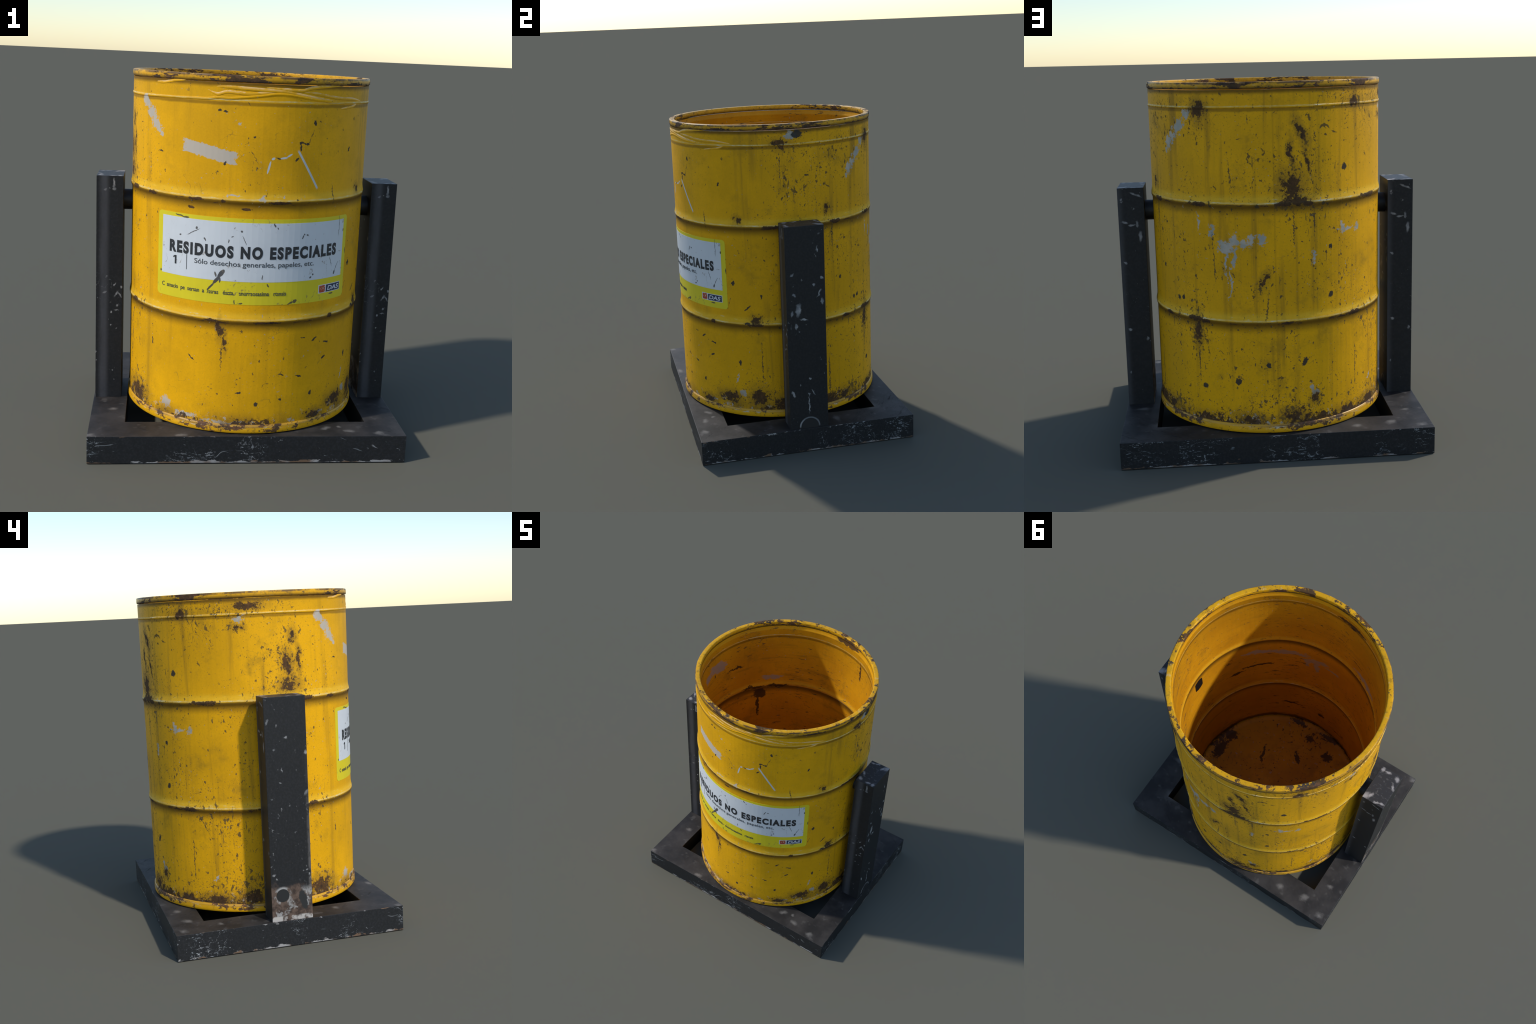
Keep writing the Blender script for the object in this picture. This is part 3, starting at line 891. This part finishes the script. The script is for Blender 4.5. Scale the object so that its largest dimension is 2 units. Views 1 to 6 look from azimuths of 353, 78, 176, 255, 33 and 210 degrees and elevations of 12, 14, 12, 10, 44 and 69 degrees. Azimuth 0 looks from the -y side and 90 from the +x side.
# bead under the rim; at the front it is dented and wanders
bead_path = []
for k in range(72):
    t = -180 + 5 * k
    z = BEAD + .0012 * math.sin(math.radians(t) * 7)
    t0 = (t + 64) / 128
    if 0 < t0 < 1:
        dent = ((-64, 0), (-42, .002), (-20, .007), (-2, .028), (7, .042), (14, .034), (23, .020), (36, .008), (54, .006), (64, 0))
        for (ta, da), (tb, db) in zip(dent, dent[1:]):
            if ta <= t <= tb:
                z += da + (db - da) * (t - ta) / (tb - ta)
    bead_path.append((t, z))
tube('bead', bead_path, .0085, [M_WALL], drum, closed=True, taper=False, squash=.55, sub=4)
FOLDS = [
    [(-26, 1.930), (-20.7, 1.906), (-15.9, 1.918), (-6.4, 1.912), (1.3, 1.920), (6.9, 1.921)],
    [(-22, 1.941), (-16, 1.941), (-2.2, 1.934), (8.9, 1.928), (21, 1.906), (35.7, 1.884), (52, 1.884)],
    [(-1, 1.950), (9, 1.939), (16.8, 1.937), (22.5, 1.952), (32, 1.962), (40, 1.966)],
    [(17, 1.932), (26, 1.921), (37.7, 1.904), (47.5, 1.900), (58, 1.886)],
    [(38, 1.849), (48, 1.861), (52, 1.874)],
    [(-54, 1.948), (-48.6, 1.947), (-41, 1.960), (-36, 1.964)],
]
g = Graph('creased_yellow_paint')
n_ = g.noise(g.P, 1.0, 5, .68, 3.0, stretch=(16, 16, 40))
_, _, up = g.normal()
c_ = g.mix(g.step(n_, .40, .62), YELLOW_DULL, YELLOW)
c_ = g.mix(g.step(up, .06, .24) * g.step(n_, .45, .55) * .6, c_, (0.64, 0.62, 0.54))  # highlight drawn white on upper flanks; lower flanks made dark brown on the next line
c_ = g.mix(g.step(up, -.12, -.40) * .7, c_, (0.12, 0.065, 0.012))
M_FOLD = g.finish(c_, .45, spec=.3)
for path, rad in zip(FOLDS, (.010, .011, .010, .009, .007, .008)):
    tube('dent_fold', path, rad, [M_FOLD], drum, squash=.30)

# ---- sticker
label = curved_plate('label', -50, 50, .855, 1.300, R - .001, R + .0011, .022, [M_LABEL], drum)
curved_plate('label_panel', -47.1, 47.1, .975, 1.279, R + .0006, R + .0018, 0, [M_PANEL], drum)
RL = R + .0024
lettering('lettering', 'RESIDUOS NO ESPECIALES', -42.5, 41.9, 1.0985, .0548, [M_INK], drum, RL, thicken=.055, spacing=1.28)
lettering('lettering', 'S\u00f3lo desechos generales, papeles, etc.', -28.9, 27.9, 1.0535, .0250, [M_INK_THIN], drum, RL, thicken=.004)
lettering('lettering', 'C  smacio  pe  sersan  a  /ssras   \u00e9srta.   snurrsosasima   rtsnsis', -46.8, 14.2, .9045, .0215, [M_INK_SMALL], drum, R + .0018, thicken=.016)
curved_plate('label_divider', -33.0, -32.72, 1.013, 1.092, R + .0014, R + .0026, 0, [M_INK_THIN], drum)
curved_plate('logo_border', 31.6, 46.7, .8965, .9415, R + .0006, R + .0018, 0, [M_WHITE], drum)
curved_plate('logo_emblem', 32.1, 35.8, .9000, .9380, R + .0014, R + .0024, .006, [M_EMBLEM], drum)
curved_plate('logo_field', 36.5, 46.3, .9000, .9380, R + .0014, R + .0024, 0, [M_NAVY], drum)
lettering('lettering', 'DAS', 37.3, 45.6, .9075, .0235, [M_WHITE], drum, R + .0028, thicken=.020, shear=.18)

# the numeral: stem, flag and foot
for poly in ([(-.0050, 0), (.0052, 0), (.0052, .0445), (-.0050, .0445)], [(-.0049, .0445), (-.0150, .0385), (-.0150, .0310), (-.0049, .0360)]):
    bm = bmesh.new()
    rings = []
    for r in (R + .0015, R + .0029):
        ring = []
        for du, dz in poly:
            a = math.radians(-38.9) + du / R
            ring.append(bm.verts.new((r * math.sin(a), -r * math.cos(a), 1.033 + dz)))
        rings.append(ring)
    for k in range(4):
        bm.faces.new((rings[0][k], rings[0][(k + 1) % 4], rings[1][(k + 1) % 4], rings[1][k]))
    bm.faces.new(rings[0])
    bm.faces.new(rings[1])
    from_bm('numeral', bm, [M_INK], drum)

# ---- base frame: four wide members round an open well
bm = bmesh.new()


def rect(hx, hy, z):
    return [bm.verts.new((sx * hx, sy * hy, z)) for sx, sy in ((-1, -1), (1, -1), (1, 1), (-1, 1))]


o0, o1 = rect(FRAME_X, FRAME_Y, 0), rect(FRAME_X, FRAME_Y, FRAME_H)
i0, i1 = rect(HOLE_X, HOLE_Y, 0), rect(HOLE_X, HOLE_Y, FRAME_H)
for k in range(4):
    j = (k + 1) % 4
    for q in ((o0[k], o0[j], o1[j], o1[k]), (i1[k], i1[j], i0[j], i0[k]), (o1[k], o1[j], i1[j], i1[k]), (i0[k], i0[j], o0[j], o0[k])):
        bm.faces.new(q)
bmesh.ops.recalc_face_normals(bm, faces=bm.faces)
crisp = [e for e in bm.edges if len(e.link_faces) == 2 and e.calc_face_angle(0) > .5]
bmesh.ops.bevel(bm, geom=crisp, offset=.0025, segments=2, profile=.6, affect='EDGES')
from_bm('base_frame', bm, [M_FRAME], bin_)

# ---- posts and pins
post_me = box_mesh('upright_post', POST_X1 - POST_X0, POST_Y * 2, POST_TOP - FRAME_H + .001, .0022)
post_me.materials.append(M_POST)
PX = (POST_X0 + POST_X1) / 2
post = bpy.data.objects.new('upright_post', post_me)
post.location = (-PX, 0, FRAME_H - .001)
post.parent = bin_
bpy.context.scene.collection.objects.link(post)
post_b = post.copy()
post_b.location = (PX, 0, FRAME_H - .001)
bpy.context.scene.collection.objects.link(post_b)

bm = bmesh.new()
bmesh.ops.create_cone(bm, cap_ends=True, segments=40, radius1=PIN_R, radius2=PIN_R, depth=1.0)
pin_len = POST_X0 + .004 - .6146
for v in bm.verts:
    v.co = (v.co.z * pin_len, v.co.y, v.co.x)
bmesh.ops.recalc_face_normals(bm, faces=bm.faces)
for f in bm.faces:
    f.smooth = len(f.verts) == 4
for e in bm.edges:
    e.smooth = all(len(f.verts) == 4 for f in e.link_faces)
pin_me = bpy.data.meshes.new('pivot_pin')
bm.to_mesh(pin_me)
bm.free()
pin_me.materials.append(M_PIN)
pin = bpy.data.objects.new('pivot_pin', pin_me)
pin.location = (.6146 + pin_len / 2, 0, PIN_Z)
pin.parent = bin_
bpy.context.scene.collection.objects.link(pin)
pin_b = pin.copy()
pin_b.location.x *= -1
bpy.context.scene.collection.objects.link(pin_b)


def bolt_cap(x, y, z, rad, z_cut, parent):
    """A flat round cap on an outer post face, cut off at the foot if it meets it."""
    bm = bmesh.new()
    bmesh.ops.create_cone(bm, cap_ends=True, segments=40, radius1=rad, radius2=rad - .0012, depth=.004)
    for v in bm.verts:
        v.co = (math.copysign(1, x) * v.co.z, v.co.y, v.co.x)
    if z_cut is not None:
        bmesh.ops.bisect_plane(bm, geom=bm.verts[:] + bm.edges[:] + bm.faces[:], plane_co=(0, 0, z_cut - z), plane_no=(0, 0, -1), clear_outer=True)
        bmesh.ops.holes_fill(bm, edges=bm.edges[:])
    ob = from_bm('bolt_cap', bm, [M_CAP], None)
    ob.location = Vector((x, y, z)) - parent.location
    ob.parent = parent
    return ob


bolt_cap(-POST_X1, .053, .3015, .0385, None, post)
bolt_cap(POST_X1, .0035, .164, .054, FRAME_H + .001, post_b)
